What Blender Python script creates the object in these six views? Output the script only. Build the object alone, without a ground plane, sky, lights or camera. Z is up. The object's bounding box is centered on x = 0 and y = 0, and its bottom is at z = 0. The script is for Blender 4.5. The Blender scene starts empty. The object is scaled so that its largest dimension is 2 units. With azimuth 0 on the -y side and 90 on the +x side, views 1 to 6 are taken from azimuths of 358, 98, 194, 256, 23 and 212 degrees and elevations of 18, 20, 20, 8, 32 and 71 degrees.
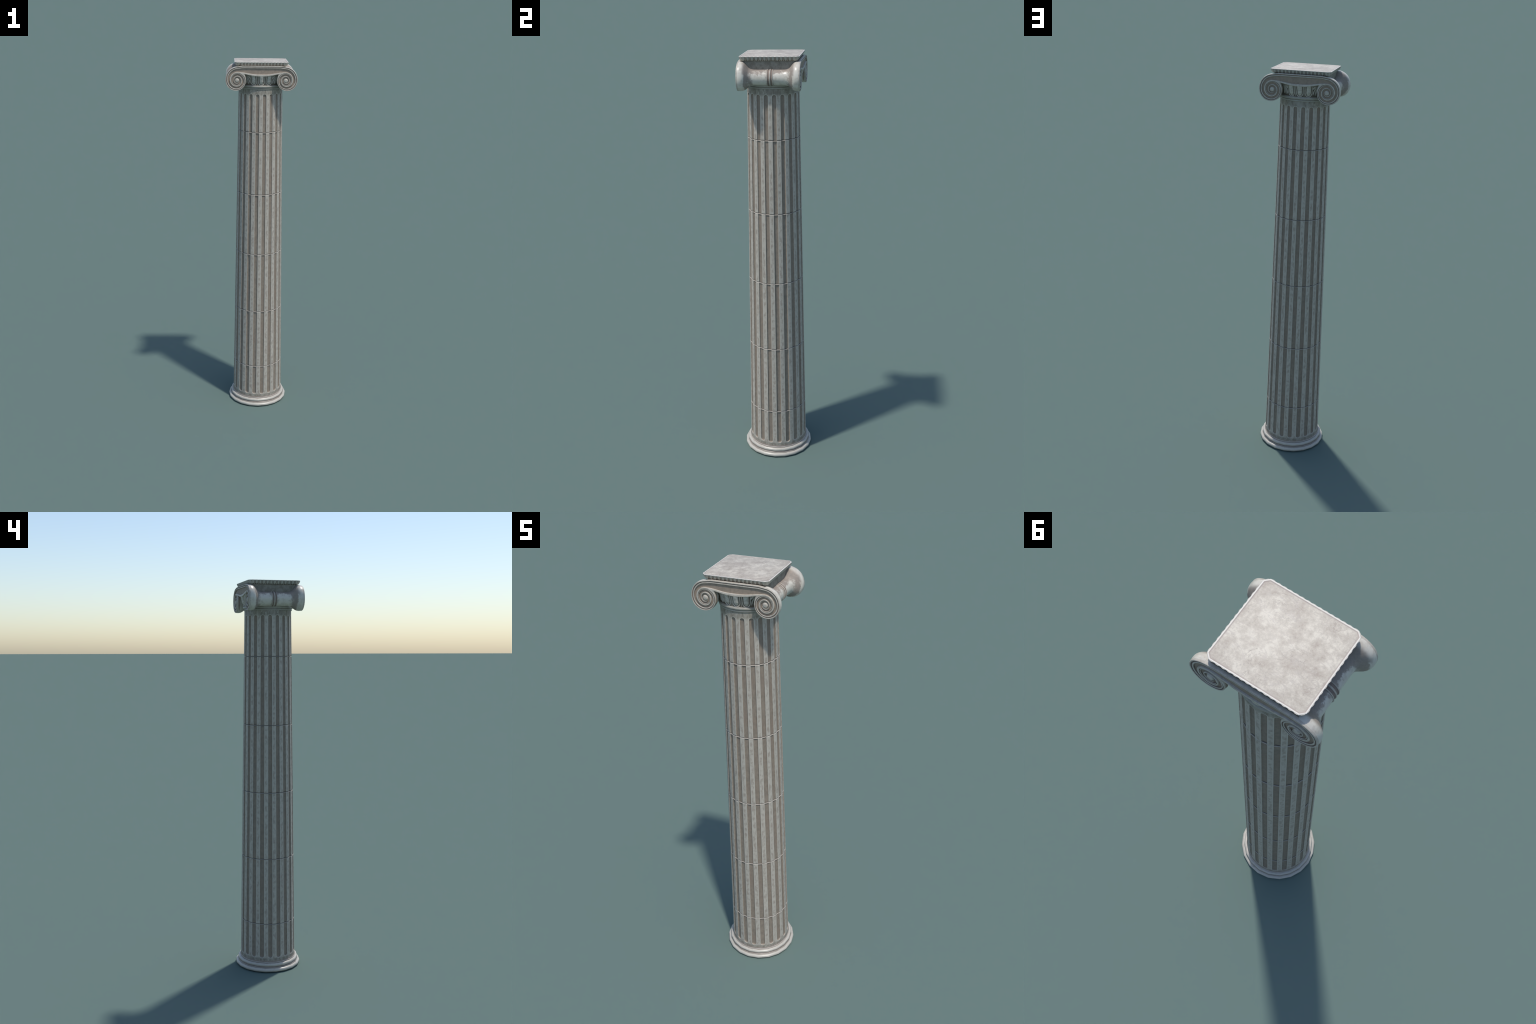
# Weathered marble Ionic column: round base, six fluted drums, scrolled capital, square abacus.
import bpy, bmesh, math
from math import sin, cos, pi, sqrt, atan2, radians, exp
from mathutils import Vector, Matrix

# ------------------------------------------------------------------ scene helpers
def link(ob, parent=None):
    bpy.context.scene.collection.objects.link(ob)
    if parent is not None:
        ob.parent = parent
    return ob

def mesh_object(name, verts, faces, mats, parent=None, smooth=True, angle=35, indices=None):
    me = bpy.data.meshes.new(name)
    me.from_pydata([tuple(v) for v in verts], [], faces)
    if not isinstance(mats, (list, tuple)):
        mats = [mats]
    for m in mats:
        me.materials.append(m)
    if indices:
        me.polygons.foreach_set("material_index", indices)
    bm = bmesh.new()
    bm.from_mesh(me)
    bmesh.ops.recalc_face_normals(bm, faces=bm.faces)
    bm.to_mesh(me)
    bm.free()
    if smooth:
        me.polygons.foreach_set("use_smooth", [True] * len(me.polygons))
        if angle:
            me.set_sharp_from_angle(angle=radians(angle))
    me.update()
    return link(bpy.data.objects.new(name, me), parent)

def table(pts, x):
    """smooth (Catmull-Rom style) interpolation of sorted control points"""
    if x <= pts[0][0]:
        return pts[0][1]
    if x >= pts[-1][0]:
        return pts[-1][1]
    for i in range(len(pts) - 1):
        x0, y0 = pts[i]
        x1, y1 = pts[i + 1]
        if x0 <= x <= x1:
            xm, ym = pts[i - 1] if i else (2 * x0 - x1, 2 * y0 - y1)
            xp, yp = pts[i + 2] if i + 2 < len(pts) else (2 * x1 - x0, 2 * y1 - y0)
            h = x1 - x0
            m0 = (y1 - ym) / (x1 - xm) * h
            m1 = (yp - y0) / (xp - x0) * h
            t = (x - x0) / h
            return ((2 * t**3 - 3 * t * t + 1) * y0 + (t**3 - 2 * t * t + t) * m0
                    + (-2 * t**3 + 3 * t * t) * y1 + (t**3 - t * t) * m1)

def sstep(a, b, x):
    t = min(1, max(0, (x - a) / (b - a)))
    return t * t * (3 - 2 * t)

def grid_faces(nu, nv, wrap_u=False):
    f = []
    for j in range(nv - 1):
        for i in range(nu if wrap_u else nu - 1):
            k = (i + 1) % nu
            f.append((j * nu + i, j * nu + k, (j + 1) * nu + k, (j + 1) * nu + i))
    return f

# ------------------------------------------------------------------ material helpers
class Nodes:
    def __init__(self, name):
        self.mat = bpy.data.materials.new(name)
        self.mat.use_nodes = True
        self.t = self.mat.node_tree
        self.bsdf = self.t.nodes["Principled BSDF"]
        tc = self.t.nodes.new("ShaderNodeTexCoord")
        self.co = tc.outputs["Object"]
        sx = self.t.nodes.new("ShaderNodeSeparateXYZ")
        self.t.links.new(self.co, sx.inputs[0])
        self.x, self.y, self.z = sx.outputs

    def set(self, sock, v):
        if isinstance(v, bpy.types.NodeSocket):
            self.t.links.new(v, sock)
        elif isinstance(v, (tuple, list)) and len(v) == 3 and sock.type == "RGBA":
            sock.default_value = (*v, 1)
        else:
            sock.default_value = v

    def math(self, op, a, b=0.0, c=None, clamp=False):
        n = self.t.nodes.new("ShaderNodeMath")
        n.operation = op
        n.use_clamp = clamp
        self.set(n.inputs[0], a)
        self.set(n.inputs[1], b)
        if c is not None:
            self.set(n.inputs[2], c)
        return n.outputs[0]

    def step(self, x, a, b):
        n = self.t.nodes.new("ShaderNodeMapRange")
        n.interpolation_type = "SMOOTHSTEP"
        self.set(n.inputs["Value"], x)
        n.inputs["From Min"].default_value = min(a, b)
        n.inputs["From Max"].default_value = max(a, b)
        n.inputs["To Min"].default_value = 0 if a < b else 1
        n.inputs["To Max"].default_value = 1 if a < b else 0
        return n.outputs[0]

    def scaled(self, sx, sy, sz, off=(0, 0, 0)):
        n = self.t.nodes.new("ShaderNodeMapping")
        n.inputs["Scale"].default_value = (sx, sy, sz)
        n.inputs["Location"].default_value = off
        self.t.links.new(self.co, n.inputs["Vector"])
        return n.outputs[0]

    def noise(self, scale, detail=4, rough=0.55, vec=None, distort=0.0):
        n = self.t.nodes.new("ShaderNodeTexNoise")
        n.inputs["Scale"].default_value = scale
        n.inputs["Detail"].default_value = detail
        n.inputs["Roughness"].default_value = rough
        n.inputs["Distortion"].default_value = distort
        self.t.links.new(vec or self.co, n.inputs["Vector"])
        return n.outputs["Fac"]

    def mix(self, fac, a, b):
        n = self.t.nodes.new("ShaderNodeMix")
        n.data_type = "RGBA"
        self.set(n.inputs[0], fac)
        self.set(n.inputs[6], a)
        self.set(n.inputs[7], b)
        return n.outputs[2]

    def ramp(self, fac, stops):
        n = self.t.nodes.new("ShaderNodeValToRGB")
        r = n.color_ramp
        while len(r.elements) < len(stops):
            r.elements.new(0.5)
        for e, (p, c) in zip(r.elements, stops):
            e.position = p
            e.color = (*c, 1)
        self.set(n.inputs[0], fac)
        return n.outputs[0]

    def bump(self, height, strength=0.3, dist=0.001):
        n = self.t.nodes.new("ShaderNodeBump")
        n.inputs["Strength"].default_value = strength
        n.inputs["Distance"].default_value = dist
        self.set(n.inputs["Height"], height)
        self.t.links.new(n.outputs[0], self.bsdf.inputs["Normal"])

    def finish(self, color, rough=0.6, spec=0.5):
        self.set(self.bsdf.inputs["Base Color"], color)
        self.set(self.bsdf.inputs["Roughness"], rough)
        self.bsdf.inputs["Specular IOR Level"].default_value = spec
        return self.mat

MARBLE = (0.66, 0.635, 0.58)      # clean, polished marble
PALE = (0.42, 0.41, 0.375)        # dull exposed stone
GREY = (0.29, 0.272, 0.25)        # worn grey
BROWN = (0.225, 0.178, 0.145)     # settled dirt
DEEP = (0.075, 0.068, 0.055)      # occlusion shade of the deepest cuts, mixed as a colour

# column dimensions
R_LOW, R_TOP, Z_LOW, Z_TOP = 0.1434, 0.1186, 0.0725, 1.858
N_FLUTE = 20
HW_ANGLE = radians(4.6)
FL_BOT, FL_TOP = 0.0705, 1.8322
FL_DEPTH = 0.0052
JOINTS = [0.2508 + 0.3446 * k for k in range(5)]

def shaft_r(z):
    return R_LOW + (R_TOP - R_LOW) * (z - Z_LOW) / (Z_TOP - Z_LOW)

def shaft_material():
    n = Nodes("fluted_stone")
    slope = (R_TOP - R_LOW) / (Z_TOP - Z_LOW)
    r = n.math("MULTIPLY_ADD", n.z, slope, R_LOW - slope * Z_LOW)
    w = n.math("FRACT", n.math("MULTIPLY", n.math("ARCTAN2", n.y, n.x), N_FLUTE / (2 * pi)))
    du = n.math("MULTIPLY", n.math("ABSOLUTE", n.math("SUBTRACT", w, 0.5)), n.math("MULTIPLY", r, 2 * pi / N_FLUTE))
    hw = n.math("MULTIPLY", r, HW_ANGLE)
    lo = FL_BOT + shaft_r(FL_BOT) * HW_ANGLE
    hi = FL_TOP - shaft_r(FL_TOP) * HW_ANGLE
    zc = n.math("MINIMUM", n.math("MAXIMUM", n.z, lo), hi)
    dz = n.math("SUBTRACT", n.z, zc)
    d = n.math("SUBTRACT", n.math("SQRT", n.math("ADD", n.math("MULTIPLY", du, du), n.math("MULTIPLY", dz, dz))), hw)
    wob = n.math("MULTIPLY_ADD", n.noise(90, 3), 0.0016, -0.0008)
    dw = n.math("ADD", d, wob)
    fine = n.noise(240, 5, 0.65)
    mid = n.noise(85, 3, 0.5, n.scaled(1, 1, 0.65))
    big = n.noise(14, 3, 0.5)
    # land: pale with worn grey blotches down its middle
    blot = n.math("MULTIPLY", n.step(mid, 0.36, 0.70), n.step(dw, 0.0012, 0.0052))
    land = n.mix(blot, (0.460, 0.420, 0.358), (0.330, 0.286, 0.238))
    land = n.mix(n.math("MULTIPLY", n.step(fine, 0.55, 0.75), 0.30), land, (0.20, 0.175, 0.155))
    # plain bands above and below the flutes are greyer
    plain = n.math("MAXIMUM", n.step(n.z, 1.822, 1.838), n.step(n.z, 0.074, 0.062))
    grey = n.mix(n.step(n.noise(70, 4, 0.6, n.scaled(1, 1, 0.4)), 0.38, 0.62), (0.30, 0.278, 0.232), (0.19, 0.167, 0.133))
    grey = n.mix(n.step(n.noise(110, 4, 0.6, n.scaled(1, 1, 0.5)), 0.55, 0.68), grey, (0.39, 0.368, 0.31))
    land = n.mix(n.math("MULTIPLY", plain, 0.9), land, grey)
    lip = n.math("MULTIPLY", n.step(dw, -0.0006, 0.0004), n.step(dw, 0.0026, 0.0010))
    land = n.mix(n.math("MULTIPLY", lip, 0.8), land, (0.488, 0.452, 0.385))
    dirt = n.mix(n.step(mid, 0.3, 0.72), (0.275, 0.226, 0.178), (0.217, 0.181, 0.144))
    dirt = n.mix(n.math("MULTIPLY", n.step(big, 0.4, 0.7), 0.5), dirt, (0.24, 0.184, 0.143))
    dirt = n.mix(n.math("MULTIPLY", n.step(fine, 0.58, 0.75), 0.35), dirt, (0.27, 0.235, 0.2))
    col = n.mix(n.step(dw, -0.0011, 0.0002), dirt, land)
    # foot of the shaft picks up brown
    col = n.mix(n.step(n.z, 0.058, 0.049), col, (0.27, 0.215, 0.178))
    # drum joints: dark line just above, paler line just below
    j = n.math("FRACT", n.math("DIVIDE", n.math("SUBTRACT", n.z, JOINTS[0]), 0.3446))
    above = n.math("MULTIPLY", n.step(j, 0.0074, 0.0054), n.step(n.z, 1.80, 1.75))
    col = n.mix(above, col, (0.15, 0.13, 0.107))
    below = n.math("MULTIPLY", n.step(j, 0.9918, 0.9942), n.step(n.z, 1.80, 1.75))
    col = n.mix(n.math("MULTIPLY", below, 0.75), col, (0.46, 0.415, 0.36))
    n.bump(n.math("ADD", fine, n.math("MULTIPLY", mid, 1.5)), 0.35, 0.0012)
    return n.finish(col, n.math("MULTIPLY_ADD", fine, 0.2, 0.62), 0.4)

def stone(name, light, dark, scale=70, amount=0.6, rough=0.6, spots=0.3, bump=0.25, spec=0.4):
    n = Nodes(name)
    mid, fine = n.noise(scale, 4, 0.6), n.noise(scale * 3.4, 4, 0.65)
    col = n.mix(n.math("MULTIPLY", n.step(mid, 0.38, 0.66), amount), light, dark)
    col = n.mix(n.math("MULTIPLY", n.step(fine, 0.56, 0.72), spots), col, tuple(c * 0.55 for c in dark))
    n.bump(n.math("ADD", fine, mid), bump, 0.001)
    return n.finish(col, rough, spec)

def base_material():
    n = Nodes("moulded_marble_base")
    z = n.math("ADD", n.z, n.math("MULTIPLY_ADD", n.noise(60, 3), 0.0012, -0.0006))
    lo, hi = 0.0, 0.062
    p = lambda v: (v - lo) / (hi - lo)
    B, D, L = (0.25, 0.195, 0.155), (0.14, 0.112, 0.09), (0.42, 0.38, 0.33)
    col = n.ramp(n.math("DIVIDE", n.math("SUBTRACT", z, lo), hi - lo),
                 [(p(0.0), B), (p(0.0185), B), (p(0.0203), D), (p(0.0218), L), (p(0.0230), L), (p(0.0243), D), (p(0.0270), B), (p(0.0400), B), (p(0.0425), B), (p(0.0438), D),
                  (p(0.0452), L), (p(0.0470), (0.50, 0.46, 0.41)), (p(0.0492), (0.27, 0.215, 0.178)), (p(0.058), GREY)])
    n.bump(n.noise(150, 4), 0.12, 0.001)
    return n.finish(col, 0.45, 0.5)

def roll_material():
    n = Nodes("polished_marble_roll")
    mot = n.noise(45, 4, 0.6)
    col = n.mix(n.math("MULTIPLY", n.step(mot, 0.45, 0.72), 0.35), (0.475, 0.445, 0.385), (0.35, 0.305, 0.252))
    return n.finish(col, n.math("MULTIPLY_ADD", mot, 0.2, 0.20), 0.5)

def bolster_material():
    n = Nodes("worn_polished_marble")
    ay = n.math("ABSOLUTE", n.y)
    no = n.noise(30, 7, 0.70)
    nf = n.noise(130, 5, 0.7)
    jit = n.math("MULTIPLY_ADD", no, 0.09, -0.045)
    # dirt sits in the hollow behind each scroll, along the block and beside the strap
    yy = n.math("ADD", ay, jit)
    hollow = n.math("MULTIPLY", n.step(yy, 0.072, 0.092), n.step(n.math("ADD", ay, n.math("MULTIPLY", jit, 0.25)), 0.1075, 0.103))
    upper = n.math("MULTIPLY", n.step(n.math("ADD", n.z, n.math("MULTIPLY", jit, 0.9)), 1.926, 1.936), n.step(ay, 0.118, 0.104))
    strap = n.math("MULTIPLY", n.step(n.math("ADD", n.math("ABSOLUTE", n.math("SUBTRACT", n.y, 0.005)), n.math("MULTIPLY", jit, 0.5)), 0.022, 0.012), n.step(nf, 0.46, 0.60))
    speck = n.math("MULTIPLY", n.step(nf, 0.60, 0.70), n.step(no, 0.5, 0.62))
    m = n.math("MAXIMUM", n.math("MAXIMUM", hollow, upper), n.math("MAXIMUM", strap, speck))
    clean = n.mix(n.step(n.noise(55, 4), 0.42, 0.7), (0.60, 0.562, 0.485), (0.50, 0.455, 0.385))
    dirt = n.mix(n.step(nf, 0.35, 0.65), (0.29, 0.235, 0.195), (0.23, 0.195, 0.168))
    col = n.mix(n.math("MULTIPLY", m, 0.88), clean, dirt)
    n.bump(nf, 0.15, 0.001)
    return n.finish(col, n.math("MULTIPLY_ADD", m, 0.36, 0.28), 0.45)

AB_X, AB_Y, AB_C = 0.1420, 0.1325, 0.0135     # abacus half sizes and corner cut

def top_material():
    n = Nodes("veined_marble_top")
    big = n.noise(10, 4, 0.6, distort=0.4)
    mid = n.noise(36, 9, 0.78)
    fine = n.noise(170, 4, 0.7)
    vein = n.noise(9, 4, 0.55, n.scaled(1, 2.4, 1, (0.3, 0.1, 0)), 1.2)
    col = n.ramp(n.math("MULTIPLY_ADD", mid, 0.62, n.math("MULTIPLY", big, 0.38)),
                 [(0.36, (0.30, 0.249, 0.202)), (0.44, (0.40, 0.349, 0.288)), (0.505, (0.475, 0.427, 0.355)), (0.575, (0.60, 0.55, 0.460))])
    band = n.math("MULTIPLY", n.step(n.math("ABSOLUTE", n.math("SUBTRACT", vein, 0.5)), 0.03, 0.0), 0.45)
    col = n.mix(n.math("MULTIPLY", band, n.step(mid, 0.38, 0.6)), col, (0.34, 0.29, 0.262))
    crack = n.noise(13, 6, 0.6, None, 1.8)
    thin = n.math("MULTIPLY", n.step(n.math("ABSOLUTE", n.math("SUBTRACT", crack, 0.52)), 0.013, 0.0), n.step(n.noise(7, 2), 0.46, 0.60))
    col = n.mix(n.math("MULTIPLY", thin, 0.6), col, (0.27, 0.225, 0.19))
    pits = n.math("MULTIPLY", n.step(fine, 0.57, 0.68), n.step(n.noise(26, 3), 0.50, 0.64))
    col = n.mix(n.math("MULTIPLY", pits, 0.65), col, (0.25, 0.225, 0.20))
    ax, ay = n.math("ABSOLUTE", n.x), n.math("ABSOLUTE", n.y)
    dx, dy = n.math("SUBTRACT", AB_X, ax), n.math("SUBTRACT", AB_Y, ay)
    dc = n.math("MULTIPLY", n.math("SUBTRACT", AB_X + AB_Y - AB_C, n.math("ADD", ax, ay)), 0.7071)
    e = n.math("MINIMUM", n.math("MINIMUM", dx, dy), dc)
    line = n.math("MULTIPLY", n.step(e, 0.0040, 0.0054), n.step(e, 0.0086, 0.0066))
    col = n.mix(n.math("MULTIPLY", line, 0.7), col, (0.32, 0.262, 0.232))
    col = n.mix(n.step(e, 0.0046, 0.0036), col, (0.66, 0.62, 0.55))
    n.bump(n.math("ADD", mid, fine), 0.1, 0.001)
    return n.finish(col, n.math("MULTIPLY_ADD", mid, 0.2, 0.42), 0.5)

M_SHAFT = shaft_material()
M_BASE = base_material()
M_ROLL = roll_material()
M_BOLSTER = bolster_material()
M_TOP = top_material()
M_RIM = stone("pale_worn_stone", (0.485, 0.446, 0.382), (0.38, 0.338, 0.28), 90, 0.8, 0.5, 0.25)
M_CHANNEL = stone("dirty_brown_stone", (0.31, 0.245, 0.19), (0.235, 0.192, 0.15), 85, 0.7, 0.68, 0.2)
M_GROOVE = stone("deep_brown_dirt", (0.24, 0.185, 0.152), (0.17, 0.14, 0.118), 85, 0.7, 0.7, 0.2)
M_EGG = stone("spotted_pale_stone", (0.53, 0.495, 0.43), (0.35, 0.31, 0.255), 110, 0.7, 0.5, 0.5)
M_PAINTED_OCCLUSION = stone("recess_painted_occlusion", (0.14, 0.115, 0.088), (0.10, 0.083, 0.064), 80, 0.7, 0.8, 0.2)
M_RING = stone("grey_moulding", (0.355, 0.335, 0.288), (0.29, 0.268, 0.222), 60, 0.6, 0.45, 0.15)  # base colour lowered for the shadow the capital casts on the rings
M_WALL = stone("grey_dirty_wall", (0.275, 0.255, 0.215), (0.18, 0.158, 0.127), 60, 0.8, 0.7, 0.3)
M_LEAF = stone("shaded_leaf_stone", (0.50, 0.465, 0.40), (0.36, 0.325, 0.27), 110, 0.7, 0.6, 0.3)
M_EDGE = stone("bright_egg_stone", (0.43, 0.41, 0.355), (0.33, 0.305, 0.255), 110, 0.6, 0.5, 0.2)

# ------------------------------------------------------------------ root
column = link(bpy.data.objects.new("ionic_column", None))
column.empty_display_size = 0.2
column["label"] = "weathered pale marble Ionic column with fluted shaft and scrolled capital"
column["category"] = "stone column"

def lathe(name, profile, n, mat, parent, angle=50):
    v = [(r * cos(2 * pi * i / n), r * sin(2 * pi * i / n), z) for r, z in profile for i in range(n)]
    f = grid_faces(n, len(profile), True)
    f.append(tuple(range(n)))
    f.append(tuple(range((len(profile) - 1) * n, len(profile) * n)))
    return mesh_object(name, v, f, mat, parent, True, angle)

# ------------------------------------------------------------------ base: two rolls on a twenty-sided ring
def half_round(rc, zc, a, b, t0, t1, k=9):
    return [(rc + a * cos(radians(t0 + (t1 - t0) * i / (k - 1))), zc + b * sin(radians(t0 + (t1 - t0) * i / (k - 1)))) for i in range(k)]

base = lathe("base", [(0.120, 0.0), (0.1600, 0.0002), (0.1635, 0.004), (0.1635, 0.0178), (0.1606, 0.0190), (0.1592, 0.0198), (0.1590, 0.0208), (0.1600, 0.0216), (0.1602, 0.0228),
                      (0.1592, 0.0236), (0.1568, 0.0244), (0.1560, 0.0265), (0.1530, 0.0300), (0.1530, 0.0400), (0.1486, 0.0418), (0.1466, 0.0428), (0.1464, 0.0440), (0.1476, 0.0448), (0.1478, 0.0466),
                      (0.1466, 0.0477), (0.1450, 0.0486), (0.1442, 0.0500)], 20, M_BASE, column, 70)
def ring(name, rc, zc, a, b, n=20, k=18):
    v = [((rc + a * cos(2 * pi * j / k)) * cos(2 * pi * i / n), (rc + a * cos(2 * pi * j / k)) * sin(2 * pi * i / n), zc + b * sin(2 * pi * j / k)) for j in range(k) for i in range(n)]
    f = [(j * n + i, j * n + (i + 1) % n, (j + 1) % k * n + (i + 1) % n, (j + 1) % k * n + i) for j in range(k) for i in range(n)]
    return mesh_object(name, v, f, M_ROLL, base, True, 0)
ring("base_roll", 0.1608, 0.0100, 0.0104, 0.0098)
ring("base_roll", 0.1494, 0.0343, 0.0094, 0.0086)

# ------------------------------------------------------------------ shaft: core and six fluted drums
shaft = lathe("shaft", [(shaft_r(z) - 0.0085, z) for z in (0.047, 0.5, 1.0, 1.5, 1.857)], 80, M_PAINTED_OCCLUSION, column)

def flute_depth(th, z):
    r = shaft_r(z)
    w = th * N_FLUTE / (2 * pi)
    du = abs((w % 1.0) - 0.5) * 2 * pi / N_FLUTE * r
    hw = r * HW_ANGLE
    lo = FL_BOT + shaft_r(FL_BOT) * HW_ANGLE
    hi = FL_TOP - shaft_r(FL_TOP) * HW_ANGLE
    dz = z - min(max(z, lo), hi)
    x = (hw - sqrt(du * du + dz * dz)) / hw
    if x <= 0:
        return 0.0
    x = min(1, x / 0.55)
    web = min((z - j for j in JOINTS), key=abs)       # thin web carries each joint line across the flute
    open_ = sstep(0.0008, 0.0020, web) if web > 0 else sstep(0.0028, 0.0046, -web)
    return FL_DEPTH * (0.24 + 0.76 * open_) * sqrt(max(0.0, 1 - (1 - x) ** 2)) * sstep(0, 0.12, x)

# angular stations inside one flute period (0 and 1 are land centres)
edge = HW_ANGLE / (2 * pi / N_FLUTE)
half = [0.0, 0.10, 0.18, 0.225] + [0.5 - edge * k for k in (1.02, 0.99, 0.96, 0.93, 0.89, 0.84, 0.78, 0.7, 0.6, 0.45, 0.3, 0.15)] + [0.5]
period = half + [1 - h for h in half[-2:0:-1]]
angles = [(k + p) * 2 * pi / N_FLUTE for k in range(N_FLUTE) for p in period]

cuts = [0.0492] + JOINTS + [1.8575]
for k in range(6):
    z0, z1 = cuts[k], cuts[k + 1]
    g0 = 0.0 if k == 0 else 0.0007
    g1 = 0.0 if k == 5 else 0.0007
    zs = [z0 + g0 + d for d in (0.0, 0.0006, 0.0012, 0.0018, 0.0024, 0.003, 0.0038)]
    if k == 0:
        zs = [z0, z0 + 0.0025, z0 + 0.006, z0 + 0.012] + [0.068 + 0.0005 * i for i in range(34)]
    body0, body1 = zs[-1], z1 - g1 - 0.0052
    if k == 5:
        body1 = 1.8165
    zs += [body0 + (body1 - body0) * i / 6 for i in range(1, 7)]
    if k == 5:
        zs += [1.8165 + 0.0005 * i for i in range(1, 38)] + [1.842, 1.850, 1.8575]
    else:
        zs += [z1 - g1 - d for d in (0.0045, 0.0039, 0.0033, 0.0027, 0.0021, 0.0016, 0.0011, 0.0006, 0.0)]
    v = []
    for z in zs:
        ch = 0.0
        if k > 0:
            ch = max(ch, 0.0021 * (1 - sstep(0, 0.0024, z - z0 - g0)))
        if k < 5:
            ch = max(ch, 0.0014 * (1 - sstep(0, 0.0022, z1 - g1 - z)))
        flare = 0.0016 * exp(-(z - 0.0492) / 0.004)
        for a in angles:
            r = shaft_r(z) - flute_depth(a, z) - ch + flare
            v.append((r * cos(a), r * sin(a), z))
    n = len(angles)
    f = grid_faces(n, len(zs), True)
    f.append(tuple(range(n)))
    f.append(tuple(range((len(zs) - 1) * n, len(zs) * n)))
    mesh_object("drum", v, f, M_SHAFT, shaft, True, 40)

# ------------------------------------------------------------------ capital core: neck rings and echinus bell
ECH = [(1.8790, 0.1212), (1.890, 0.1217), (1.905, 0.1240), (1.920, 0.1283), (1.935, 0.1315), (1.950, 0.1320)]
capital = lathe("capital", [(0.110, 1.858)] + [(table(ECH, z), z) for z in (1.862, 1.879, 1.884, 1.89, 1.9, 1.91, 1.92, 1.93, 1.9375)] , 120, M_PAINTED_OCCLUSION, column)
lathe("necking_ring", [(0.115, 1.8570), (0.1190, 1.8570)] + half_round(0.1192, 1.8610, 0.0036, 0.0040, -85, 85) + [(0.1188, 1.8655), (0.115, 1.8657)], 80, M_RING, capital)
lathe("necking_ring", [(0.115, 1.8655), (0.1195, 1.8656)] + half_round(0.1200, 1.8724, 0.0066, 0.0068, -80, 88, 13) + [(0.1195, 1.8800), (0.115, 1.8802)], 80, M_RING, capital)

# block between echinus and abacus
BL_X, BL_Y, BL_C = 0.1262, 0.1190, 0.0105
def octagon(x, y, c):
    return [(x, y - c), (x - c, y), (-x + c, y), (-x, y - c), (-x, -y + c), (-x + c, -y), (x - c, -y), (x, -y + c)]
def stacked(name, layers, mat, parent, angle=30):
    v = [(x, y, z) for hx, hy, c, z in layers for x, y in octagon(hx, hy, c)]
    f = grid_faces(8, len(layers), True) + [tuple(range(8)), tuple(range((len(layers) - 1) * 8, len(layers) * 8))]
    return mesh_object(name, v, f, mat, parent, True, angle)
stacked("impost_block", [(BL_X - 0.006, BL_Y - 0.004, BL_C, 1.926), (BL_X - 0.003, BL_Y - 0.002, BL_C, 1.955), (BL_X, BL_Y, BL_C, 1.9792)], M_WALL, capital)

# ------------------------------------------------------------------ volute curves (left scroll; t = turns from the outer side, downward first)
EYE_X, EYE_Z, EYE_R = 0.1285, 1.9062, 0.0117
FACE, FLOOR = 0.1385, 0.1332
ROUT = [(-0.26, 0.0724), (-0.21, 0.0698), (-0.13, 0.0670), (-0.05, 0.0634), (0, 0.0622), (0.1, 0.0600), (0.18, 0.0568), (0.25, 0.0535), (0.3, 0.0514),
        (0.4, 0.0482), (0.5, 0.0464), (0.75, 0.0434), (1.0, 0.0384), (1.25, 0.0322), (1.5, 0.0266), (1.75, 0.0238), (2.0, 0.0186), (2.25, 0.0160), (2.45, 0.0130)]
RIN = [(-0.26, 0.0595), (-0.13, 0.0530), (0, 0.0484), (0.25, 0.0412), (0.5, 0.0356), (0.75, 0.0337), (1.0, 0.0275), (1.25, 0.0233), (1.5, 0.0188),
       (1.75, 0.0183), (2.0, 0.0143), (2.25, 0.0124), (2.45, 0.0108)]
TOP_Z, BAND_Z = 1.9815, 1.9690

def polar(t, r):
    a = 2 * pi * t
    return (-EYE_X - r * cos(a), EYE_Z - r * sin(a))

U_EDGE = [(0, 1.9376), (0.038, 1.9388), (0.067, 1.9428), (0.092, 1.9468), (0.11, 1.9488), (0.1285, 1.9496)]
L_EDGE = [(0, 1.9266), (0.026, 1.9279), (0.053, 1.9316), (0.075, 1.9362), (0.0900, 1.9392)]
U_EDGE = [(-U_EDGE[1][0], U_EDGE[1][1])] + U_EDGE
L_EDGE = [(-L_EDGE[1][0], L_EDGE[1][1])] + L_EDGE
OUTLINE_IN = [(0.45, 0.0463), (0.5, 0.0464), (0.55, 0.0476), (0.60, 0.0498)]

def outline_left():
    """outer edge of the left half, from top centre round the scroll to the bottom centre of the sagging border"""
    pts = [(-0.105 * i / 12, TOP_Z) for i in range(13)]
    k = 70
    for i in range(k + 1):
        t = -0.235 + (0.45 + 0.235) * i / k
        pts.append(polar(t, table(ROUT, t)))
    for i in range(1, 9):
        t = 0.45 + 0.15 * i / 8
        pts.append(polar(t, table(OUTLINE_IN, t)))
    for i in range(1, 21):
        x = 0.090 * (1 - i / 20)
        pts.append((-x, table(L_EDGE, x)))
    return pts
OUT = outline_left()

def both_sides(build):
    """front and back face; mirrored halves"""
    for sy in (-1, 1):
        build(sy)

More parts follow.
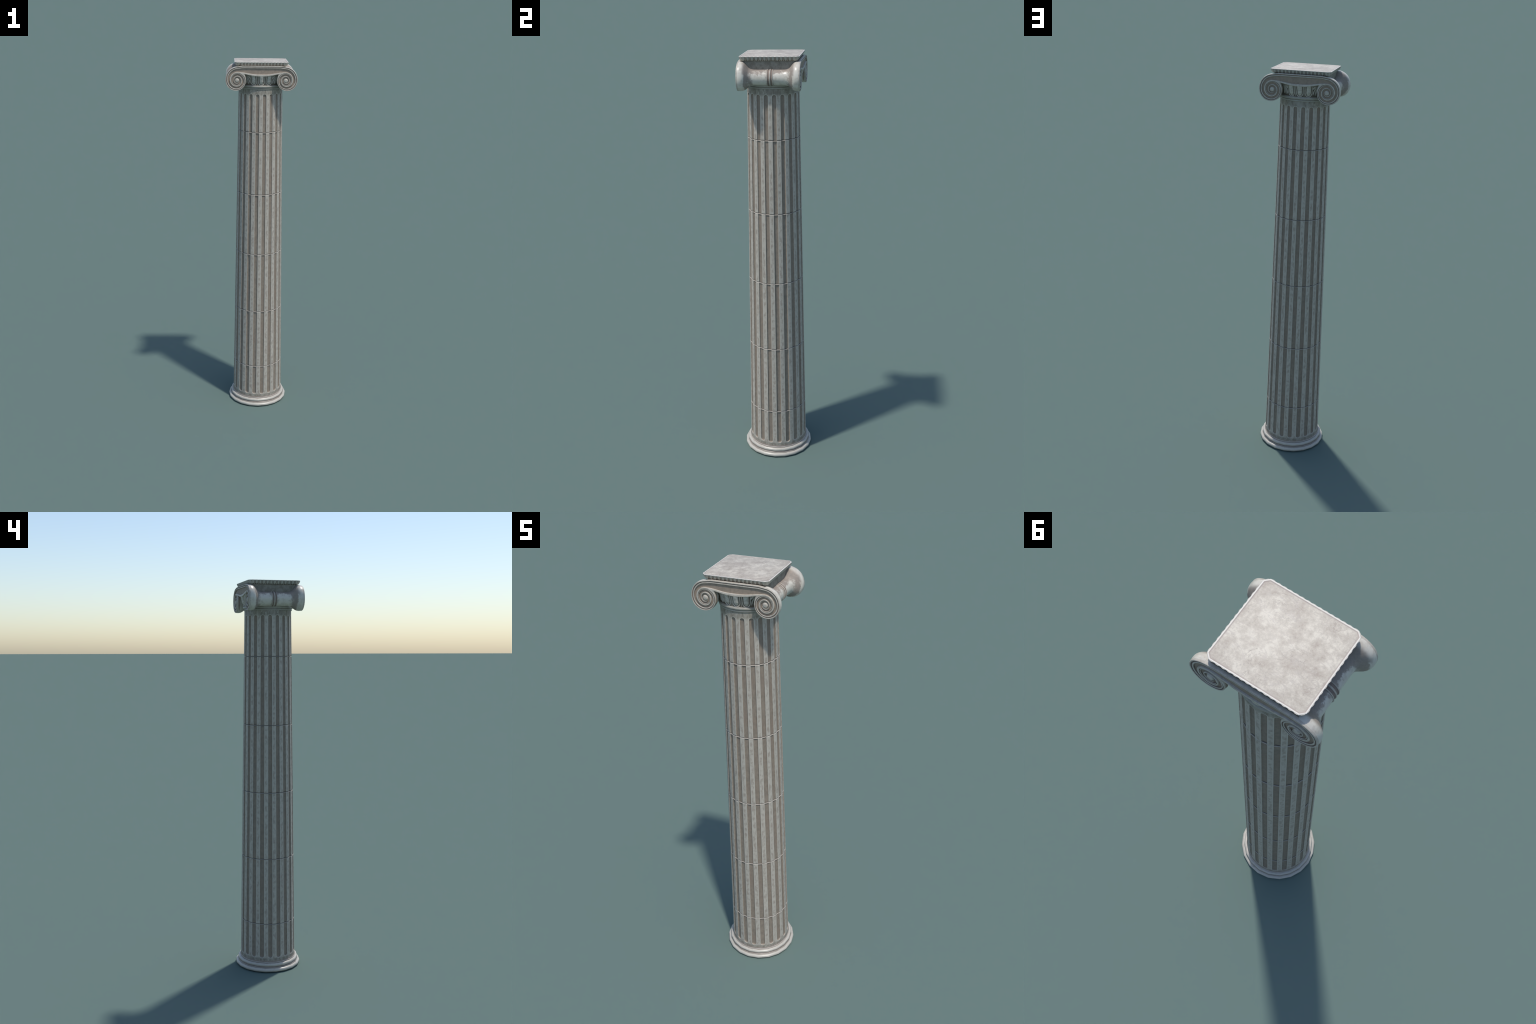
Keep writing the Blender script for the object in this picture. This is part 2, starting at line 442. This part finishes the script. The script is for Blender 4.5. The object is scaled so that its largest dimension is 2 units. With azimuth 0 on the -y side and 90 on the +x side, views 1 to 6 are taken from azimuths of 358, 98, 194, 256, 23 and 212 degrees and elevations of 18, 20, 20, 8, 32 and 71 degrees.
def strip(name, outer, inner, profile, sx, sy, mats, parent, mat_of):
    """ribbon between two edge curves with a moulded cross-section: profile = [(s across, y)]"""
    v, f, idx = [], [], []
    m = 0
    for i, ((ox, oz), (ix, iz)) in enumerate(zip(outer, inner)):
        prof = profile(i) if callable(profile) else profile
        m = len(prof)
        for s, y in prof:
            v.append((sx * (ox + (ix - ox) * s), sy * y, oz + (iz - oz) * s))
    for i in range(len(outer) - 1):
        for j in range(m - 1):
            f.append((i * m + j, i * m + j + 1, (i + 1) * m + j + 1, (i + 1) * m + j))
            idx.append(mat_of(j))
    for i in (0, len(outer) - 1):
        f.append(tuple(range(i * m, (i + 1) * m)))
        idx.append(0)
    return mesh_object(name, v, f, mats, parent, True, 32, idx)

def scroll_paths():
    outer, inner, ts = [], [], []
    for i in range(14):
        x = -0.100 * i / 13
        outer.append((x, TOP_Z)); inner.append((x, BAND_Z)); ts.append(-0.3)
    n = 250
    for i in range(n + 1):
        t = -0.235 + (2.45 + 0.235) * i / n
        outer.append(polar(t, table(ROUT, t) * (0.988 if t < 0.5 else 1)))
        inner.append(polar(t, table(RIN, t)))
        ts.append(t)
    return outer, inner, ts
SC_OUT, SC_IN, SC_T = scroll_paths()

def scroll_profile(i):
    # double fillet outside; inside the coil the outer fillet widens
    k = sstep(0.45, 0.8, SC_T[i])
    a = 0.33 + 0.27 * k          # outer fillet ends
    b = 0.60 + 0.15 * k          # inner fillet starts
    top = FACE - 0.0008 * sstep(1.2, 2.4, SC_T[i])
    return [(0.0, FLOOR - 0.005), (0.0, FACE - 0.0022), (0.04, FACE - 0.0008), (0.10, top), (0.14, top), (a - 0.07, top), (a, top - 0.0006),
            (a + 0.04, FLOOR + 0.0022), (b - 0.03, FLOOR + 0.0022), (b + 0.02, top - 0.0012), (b + 0.10, top - 0.0006),
            (0.92, top - 0.0008), (0.98, top - 0.0020), (1.0, FLOOR - 0.003)]

def sag_paths():
    up, low = [], []
    for i in range(31):
        s = i / 30
        xu, xl = 0.1285 * s, 0.0900 * s
        up.append((-xu, table(U_EDGE, xu))); low.append((-xl, table(L_EDGE, xl)))
    for i in range(1, 16):
        s = i / 15
        tu, tl = 0.75 - 0.33 * s, 0.60 - 0.18 * s
        up.append(polar(tu, table(ROUT, tu) * 0.965)); low.append(polar(tl, table(OUTLINE_IN, tl) * 0.996))
    return up, low
SAG_UP, SAG_LOW = sag_paths()
SAG_PROFILE = [(0, FLOOR - 0.003), (0.0, FACE - 0.0022), (0.06, FACE - 0.0008), (0.14, FACE - 0.0004), (0.85, FACE - 0.0004), (0.95, FACE - 0.0012), (1.0, FACE - 0.0030), (1.0, FLOOR - 0.006)]

def dome(name, x, sy, y0, z, r, h, mat, parent):
    v, nr, na = [], 8, 28
    for j in range(nr):
        q = j / (nr - 1) * pi / 2
        for i in range(na):
            a = 2 * pi * i / na
            v.append((x + r * cos(q) ** 0.6 * cos(a), sy * (y0 + h * sin(q)), z + r * cos(q) ** 0.6 * sin(a)))
    f = grid_faces(na, nr, True) + [tuple(range(na))]
    return mesh_object(name, v, f, mat, parent, True, 60)

for sy in (-1, 1):
    # channel floor plate following the whole scroll outline
    def shrink(p):
        x, z = p
        if x < -0.085:
            dx, dz = x + EYE_X, z - EYE_Z
            return (-EYE_X + dx * 0.985, EYE_Z + dz * 0.985)
        return (x, z + (-0.0009 if z > 1.96 else 0.0006))
    half_pts = [shrink(p) for p in OUT]
    loop = half_pts + [(-x, z) for x, z in half_pts[-2:0:-1]]
    n = len(loop)
    v = [(x, sy * FLOOR, z) for x, z in loop] + [(x * 0.985, sy * 0.1255, z) for x, z in loop]
    f = [tuple(range(n)), tuple(range(n, 2 * n))] + [(i, (i + 1) % n, n + (i + 1) % n, n + i) for i in range(n)]
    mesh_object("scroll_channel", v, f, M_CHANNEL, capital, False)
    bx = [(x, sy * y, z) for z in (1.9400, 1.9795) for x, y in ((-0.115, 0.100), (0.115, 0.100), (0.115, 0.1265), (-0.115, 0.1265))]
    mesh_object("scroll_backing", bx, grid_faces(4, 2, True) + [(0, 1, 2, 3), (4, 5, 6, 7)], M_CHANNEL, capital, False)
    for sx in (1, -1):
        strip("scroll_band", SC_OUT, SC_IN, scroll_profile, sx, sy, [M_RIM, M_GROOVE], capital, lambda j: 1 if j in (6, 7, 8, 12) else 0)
        strip("channel_border", SAG_UP, SAG_LOW, SAG_PROFILE, sx, sy, M_RIM, capital, lambda j: 0)
        dome("scroll_eye", -sx * EYE_X, sy, FLOOR - 0.001, EYE_Z, EYE_R, 0.0068, M_RIM, capital)

# ------------------------------------------------------------------ bolsters: waisted rolls joining front and back scrolls
FLARE = [(0.0, 0.0), (0.055, 0.0), (0.070, 0.015), (0.080, 0.075), (0.089, 0.23), (0.097, 0.50), (0.104, 0.745), (0.110, 0.89), (0.117, 0.975), (0.1245, 1.0), (0.130, 1.0), (0.1345, 0.99)]
def bolster_radius(y):
    return table(FLARE, abs(y))
MID_X, MID_Z, MID_RX, MID_RZ = 0.1240, 1.9090, 0.0330, 0.0340
END = [(-0.25, 0.0715)] + [p for p in ROUT if -0.22 < p[0] < 0.45] + [(0.5, 0.0462), (0.60, 0.0492), (0.68, 0.0610), (0.75, 0.0715)]

ys = sorted(set([round(s * y, 5) for s in (-1, 1) for y in
                 [0.0, 0.0175, 0.03, 0.045, 0.055, 0.062, 0.068, 0.074, 0.079, 0.084, 0.088, 0.091, 0.094, 0.097, 0.1, 0.103, 0.106, 0.109, 0.112,
                  0.115, 0.118, 0.121, 0.124, 0.127, 0.130, 0.1328]]))
NA = 96
for sx in (1, -1):
    v = []
    for y in ys:
        k = bolster_radius(y)
        lip = 1 - 0.012 * sstep(0.126, 0.134, abs(y))
        cx, cz = EYE_X * k + MID_X * (1 - k), EYE_Z * k + MID_Z * (1 - k)
        for i in range(NA):
            t = -0.25 + i / NA
            a = 2 * pi * t
            re = table(END, t) * lip
            rm = 1 / sqrt((cos(a) / MID_RX) ** 2 + (sin(a) / MID_RZ) ** 2)
            r = rm + (re - rm) * k
            v.append((-sx * (cx + r * cos(a)) * 1.0, y, cz - r * sin(a)))
    f = grid_faces(NA, len(ys), True)
    bo = mesh_object("bolster", v, f, M_BOLSTER, capital, True, 60)
    # strap: three thin fillets with brown hollows between
    prof = [(-0.0135, -0.001), (-0.0132, 0.0008), (-0.0118, 0.0013), (-0.0106, 0.0004), (-0.0098, -0.0010), (-0.0036, -0.0010), (-0.0024, 0.0004),
            (-0.0012, 0.0013), (0.0012, 0.0013), (0.0024, 0.0004), (0.0036, -0.0010), (0.0098, -0.0010), (0.0106, 0.0004), (0.0118, 0.0013), (0.0132, 0.0008), (0.0135, -0.001)]
    v, idx = [], []
    for y, h in prof:
        for i in range(NA):
            a = 2 * pi * i / NA
            v.append((-sx * (MID_X + (MID_RX + h + 0.0014) * cos(a)), y + 0.005, MID_Z + (MID_RZ + h + 0.0014) * sin(a)))
    f = grid_faces(NA, len(prof), True)
    for j in range(len(prof) - 1):
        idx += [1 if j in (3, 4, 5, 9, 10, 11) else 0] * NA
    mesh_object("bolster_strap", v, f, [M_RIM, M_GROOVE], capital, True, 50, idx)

# ------------------------------------------------------------------ egg-and-dart on the echinus
def on_bell(phi, u, z, h):
    r = table(ECH, z) + h
    a = phi + u / 0.131
    return (r * cos(a), r * sin(a), z)

EGG_BOT, EGG_TOP = 1.8835, 1.9375
def egg_width(z, w, bot):
    """half width of a U shape with rounded bottom, widening a little upward"""
    k = (z - bot) / (1.35 * w)
    full = w * (0.94 + 0.06 * min(1, (z - bot) / 0.045))
    return full if k >= 1 else full * sqrt(max(0.0, 1 - (1 - k) ** 2))

def make_egg(phi, top):
    v, nu, nv = [], 15, 16
    for j in range(nv):
        q = j / (nv - 1)
        z = EGG_BOT + 0.0002 + (top - EGG_BOT) * q ** 1.3
        w = egg_width(z, 0.0120, EGG_BOT)
        for i in range(nu):
            s = sin((i / (nu - 1) - 0.5) * pi)
            rise = 0.0080 * sstep(-0.001, 0.016, z - EGG_BOT)
            v.append(on_bell(phi, s * w, z, -0.0005 + (rise + 0.0002) * max(0.0, 1 - abs(s) ** 3.5) ** 0.5))
    mesh_object("egg", v, grid_faces(nu, nv), M_EGG, capital, True, 60)
    # shell: rounded rib following the U
    path = []
    bot = EGG_BOT - 0.0042
    w = 0.0172
    for i in range(11):
        path.append((-w * (1.03 - 0.06 * i / 10), EGG_TOP - (EGG_TOP - bot - w * 1.15) * i / 10))
    for i in range(1, 18):
        a = pi + pi * i / 18
        path.append((w * 0.97 * cos(a), bot + w * 1.15 + w * 1.15 * sin(a)))
    path += [(-x, z) for x, z in reversed(path[:11])]
    v, m = [], 9
    for i, (x, z) in enumerate(path):
        x0, z0 = path[max(0, i - 1)]
        x1, z1 = path[min(len(path) - 1, i + 1)]
        l = math.hypot(x1 - x0, z1 - z0)
        nx, nz = -(z1 - z0) / l, (x1 - x0) / l
        for j in range(m):
            a = pi * j / (m - 1)
            o = 0.0026 * cos(a)
            up = sstep(0, 0.03, z - bot)
            v.append(on_bell(phi, x + nx * o, max(z + nz * o, 1.8794), -0.001 + (0.0038 + 0.0016 * up) * sin(a)))
    mesh_object("egg_shell", v, grid_faces(m, len(path)), M_RIM, capital, True, 60)

def make_dart(phi):
    v, nv = [], 10
    for j in range(nv):
        q = j / (nv - 1)
        z = 1.8805 + (EGG_TOP - 1.8805) * q
        w = 0.0011 + 0.0012 * sstep(0.6, 0.0, q) * sstep(0, 0.15, q)
        for s, h in ((-1, -0.001), (-0.5, 0.0016), (0, 0.0028), (0.5, 0.0016), (1, -0.001)):
            v.append(on_bell(phi, s * w, z, h))
    mesh_object("dart", v, grid_faces(5, nv), M_LEAF, capital, True, 60)

PITCH = radians(19.0)
for face in (-pi / 2, pi / 2):
    for k in (-1, 0, 1):
        make_egg(face + k * PITCH, 1.9276 if k == 0 else 1.9345)
    for k in (-0.5, 0.5):
        make_dart(face + k * PITCH)
    # palmette spreading from each inner scroll corner
    for s in (-1, 1):
        lobes = [((0.0830, 1.9385), (0.071, 1.9405), (0.0560, 1.9310), 0.0058),
                 ((0.0825, 1.9350), (0.073, 1.9290), (0.0580, 1.9130), 0.0044),
                 ((0.0830, 1.9320), (0.0695, 1.9180), (0.0640, 1.8880), 0.0030),
                 ((0.0850, 1.9320), (0.0775, 1.9150), (0.0740, 1.8860), 0.0030),
                 ((0.0870, 1.9320), (0.0850, 1.9150), (0.0840, 1.8880), 0.0030)]
        for n_l, (p0, p1, p2, w) in enumerate(lobes):
            v, nl, m = [], 14, 7
            for i in range(nl):
                q = i / (nl - 1)
                u = (1 - q) ** 2 * p0[0] + 2 * q * (1 - q) * p1[0] + q * q * p2[0]
                z = (1 - q) ** 2 * p0[1] + 2 * q * (1 - q) * p1[1] + q * q * p2[1]
                du = 2 * (1 - q) * (p1[0] - p0[0]) + 2 * q * (p2[0] - p1[0])
                dz = 2 * (1 - q) * (p1[1] - p0[1]) + 2 * q * (p2[1] - p1[1])
                l = math.hypot(du, dz)
                nx, nz = -dz / l, du / l
                ww = w * (0.35 + 0.65 * sstep(0, 0.6, q)) * sqrt(max(0.0, 1 - max(0, (q - 0.75) / 0.25) ** 2)) + 0.0002
                lift = 0.0020 + 0.0034 * sin(pi * min(1, q * 1.1) * 0.5 + 0.2) - 0.0006 * n_l
                for j in range(m):
                    c = j / (m - 1) * 2 - 1
                    h = lift * (1 - c * c) ** 0.5 - 0.0011 * max(0, 1 - abs(c) * 3.2) - 0.0008
                    uu = u + nx * ww * c
                    # chord distance across the face turned into arc length on the bell
                    arc = math.asin(min(0.99, uu / 0.1345)) * 0.131
                    v.append(on_bell(face, s * arc, z + nz * ww * c, h + 0.0022))
            mesh_object("palmette_leaf", v, grid_faces(m, nl), M_LEAF, capital, True, 60)

# ------------------------------------------------------------------ abacus: slab with an egg-and-dart edge
AB_BOT, AB_RIM = 1.9796, 1.9984
IN_X, IN_Y, IN_C = BL_X, BL_Y, BL_C
def ovolo(p):
    """(inset, z) of the quarter-round edge, p = 0 top .. 1 bottom"""
    a = p * pi / 2
    return 0.0150 * (0.5 * (1 - cos(a)) + 0.5 * p), AB_RIM - (AB_RIM - AB_BOT) * sin(a)
GROOVE_IN = 0.0012
lay = []
for inset, z in ((0.060, 1.9790), (0.0160, 1.9790)):
    lay.append((AB_X - inset, AB_Y - inset * 0.9, AB_C * 0.8, z))
for i in range(8, -1, -1):
    q, z = ovolo(i / 8)
    lay.append((AB_X - q - GROOVE_IN, AB_Y - q * 0.95 - GROOVE_IN, AB_C * (1 - 0.22 * i / 8), z))
lay.append((AB_X - GROOVE_IN, AB_Y - GROOVE_IN, AB_C, 1.9986))
core = stacked("abacus", lay, M_PAINTED_OCCLUSION, column, 40)
core.data.materials.clear()
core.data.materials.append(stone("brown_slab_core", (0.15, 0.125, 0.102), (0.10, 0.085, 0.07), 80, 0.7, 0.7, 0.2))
stacked("abacus_top", [(AB_X - 0.0024, AB_Y - 0.0024, AB_C, 1.9972), (AB_X - 0.0006, AB_Y - 0.0006, AB_C, 1.9980), (AB_X - 0.0006, AB_Y - 0.0006, AB_C, 1.9994), (AB_X - 0.0010, AB_Y - 0.0010, AB_C, 1.9998),
                       (AB_X - 0.0022, AB_Y - 0.0022, AB_C, 2.0), (AB_X - 0.0046, AB_Y - 0.0046, AB_C * 0.95, 2.0), (AB_X - 0.0056, AB_Y - 0.0056, AB_C * 0.93, 1.9993),
                       (AB_X - 0.0072, AB_Y - 0.0072, AB_C * 0.9, 1.9997)], M_TOP, core, 50)

def edge_egg_mesh(name, w, mat):
    """egg on the ovolo: local x along the edge, local -y outward, z absolute"""
    nu, nv, v = 11, 14, []
    for j in range(nv):
        p = -0.035 + 0.915 * max(0, j - 1) / (nv - 2)
        k = max(0.0, (p - 0.30) / 0.58)
        ww = w * sqrt(max(0.0, 1 - k ** 2.2)) + 0.0001
        for i in range(nu):
            s = sin((i / (nu - 1) - 0.5) * pi)
            h = -GROOVE_IN - 0.0006 + (0.0020 * sstep(1.02, 0.75, p) + 0.0003) * max(0.0, 1 - abs(s) ** 4) ** 0.5
            if j == 0:
                h = -0.0045
            q, z = ovolo(p)
            a = p * pi / 2
            v.append((s * ww, -(-q + h * cos(a)), z - h * sin(a) * 0.8))
    v = [(x, -y, z) for x, y, z in v]
    ob = mesh_object(name, v, grid_faces(nu, nv), mat, core, True, 60)
    return ob

def edge_dart_mesh(name, w):
    nv, v = 7, []
    for j in range(nv):
        p = 0.02 + 0.95 * j / (nv - 1)
        ww = w * (0.45 + 0.55 * sstep(0.4, 0.95, p))
        for s, hh in ((-1, -0.0006), (-0.7, 0.0006), (0, 0.0010), (0.7, 0.0006), (1, -0.0006)):
            h = -GROOVE_IN + hh
            q, z = ovolo(p)
            a = p * pi / 2
            v.append((s * ww, -q + h * cos(a), z - h * sin(a) * 0.8))
    return mesh_object(name, v, grid_faces(5, nv), M_RIM, core, True, 60)

def place(first, template, pos, ang):
    ob = template if first else link(template.copy(), core)
    ob.matrix_local = Matrix.Translation(pos) @ Matrix.Rotation(ang, 4, "Z")
    return ob

LX, LY = 2 * (AB_X - AB_C), 2 * (AB_Y - AB_C)
for length, count, dist, angs in ((LX, 15, AB_Y, (pi, 0)), (LY, 13, AB_X, (pi / 2, -pi / 2))):
    pitch = length / count
    egg = edge_egg_mesh("edge_egg", pitch * 0.315, M_EDGE)
    dart = edge_dart_mesh("edge_dart", pitch * 0.20)
    fe = fd = True
    for ang in angs:
        nx, ny = -sin(ang), cos(ang)          # outward (local +y)
        tx, ty = cos(ang), sin(ang)
        for i in range(count):
            o = (i - (count - 1) / 2) * pitch
            place(fe, egg, (nx * dist + tx * o, ny * dist + ty * o, 0), ang)
            fe = False
            if i < count - 1:
                o += pitch / 2
                place(fd, dart, (nx * dist + tx * o, ny * dist + ty * o, 0), ang)
                fd = False
egg = edge_egg_mesh("edge_egg", 0.0062, M_EDGE)
first = True
for sx in (1, -1):
    for sy in (1, -1):
        ang = atan2(sy, sx) - pi / 2
        place(first, egg, (sx * (AB_X - AB_C / 2), sy * (AB_Y - AB_C / 2), 0), ang)
        first = False
dart = edge_dart_mesh("edge_dart", 0.0030)
first = True
for sx in (1, -1):
    for sy in (1, -1):
        for px, py, ang in ((AB_X, AB_Y - AB_C, atan2(sy, sx) * 0.5 - pi / 2 if sx > 0 else atan2(sy * 0.4, -1) - pi / 2),
                            (AB_X - AB_C, AB_Y, atan2(sy, 0.4 * sx) - pi / 2)):
            place(first, dart, (sx * px, sy * py, 0), ang)
            first = False
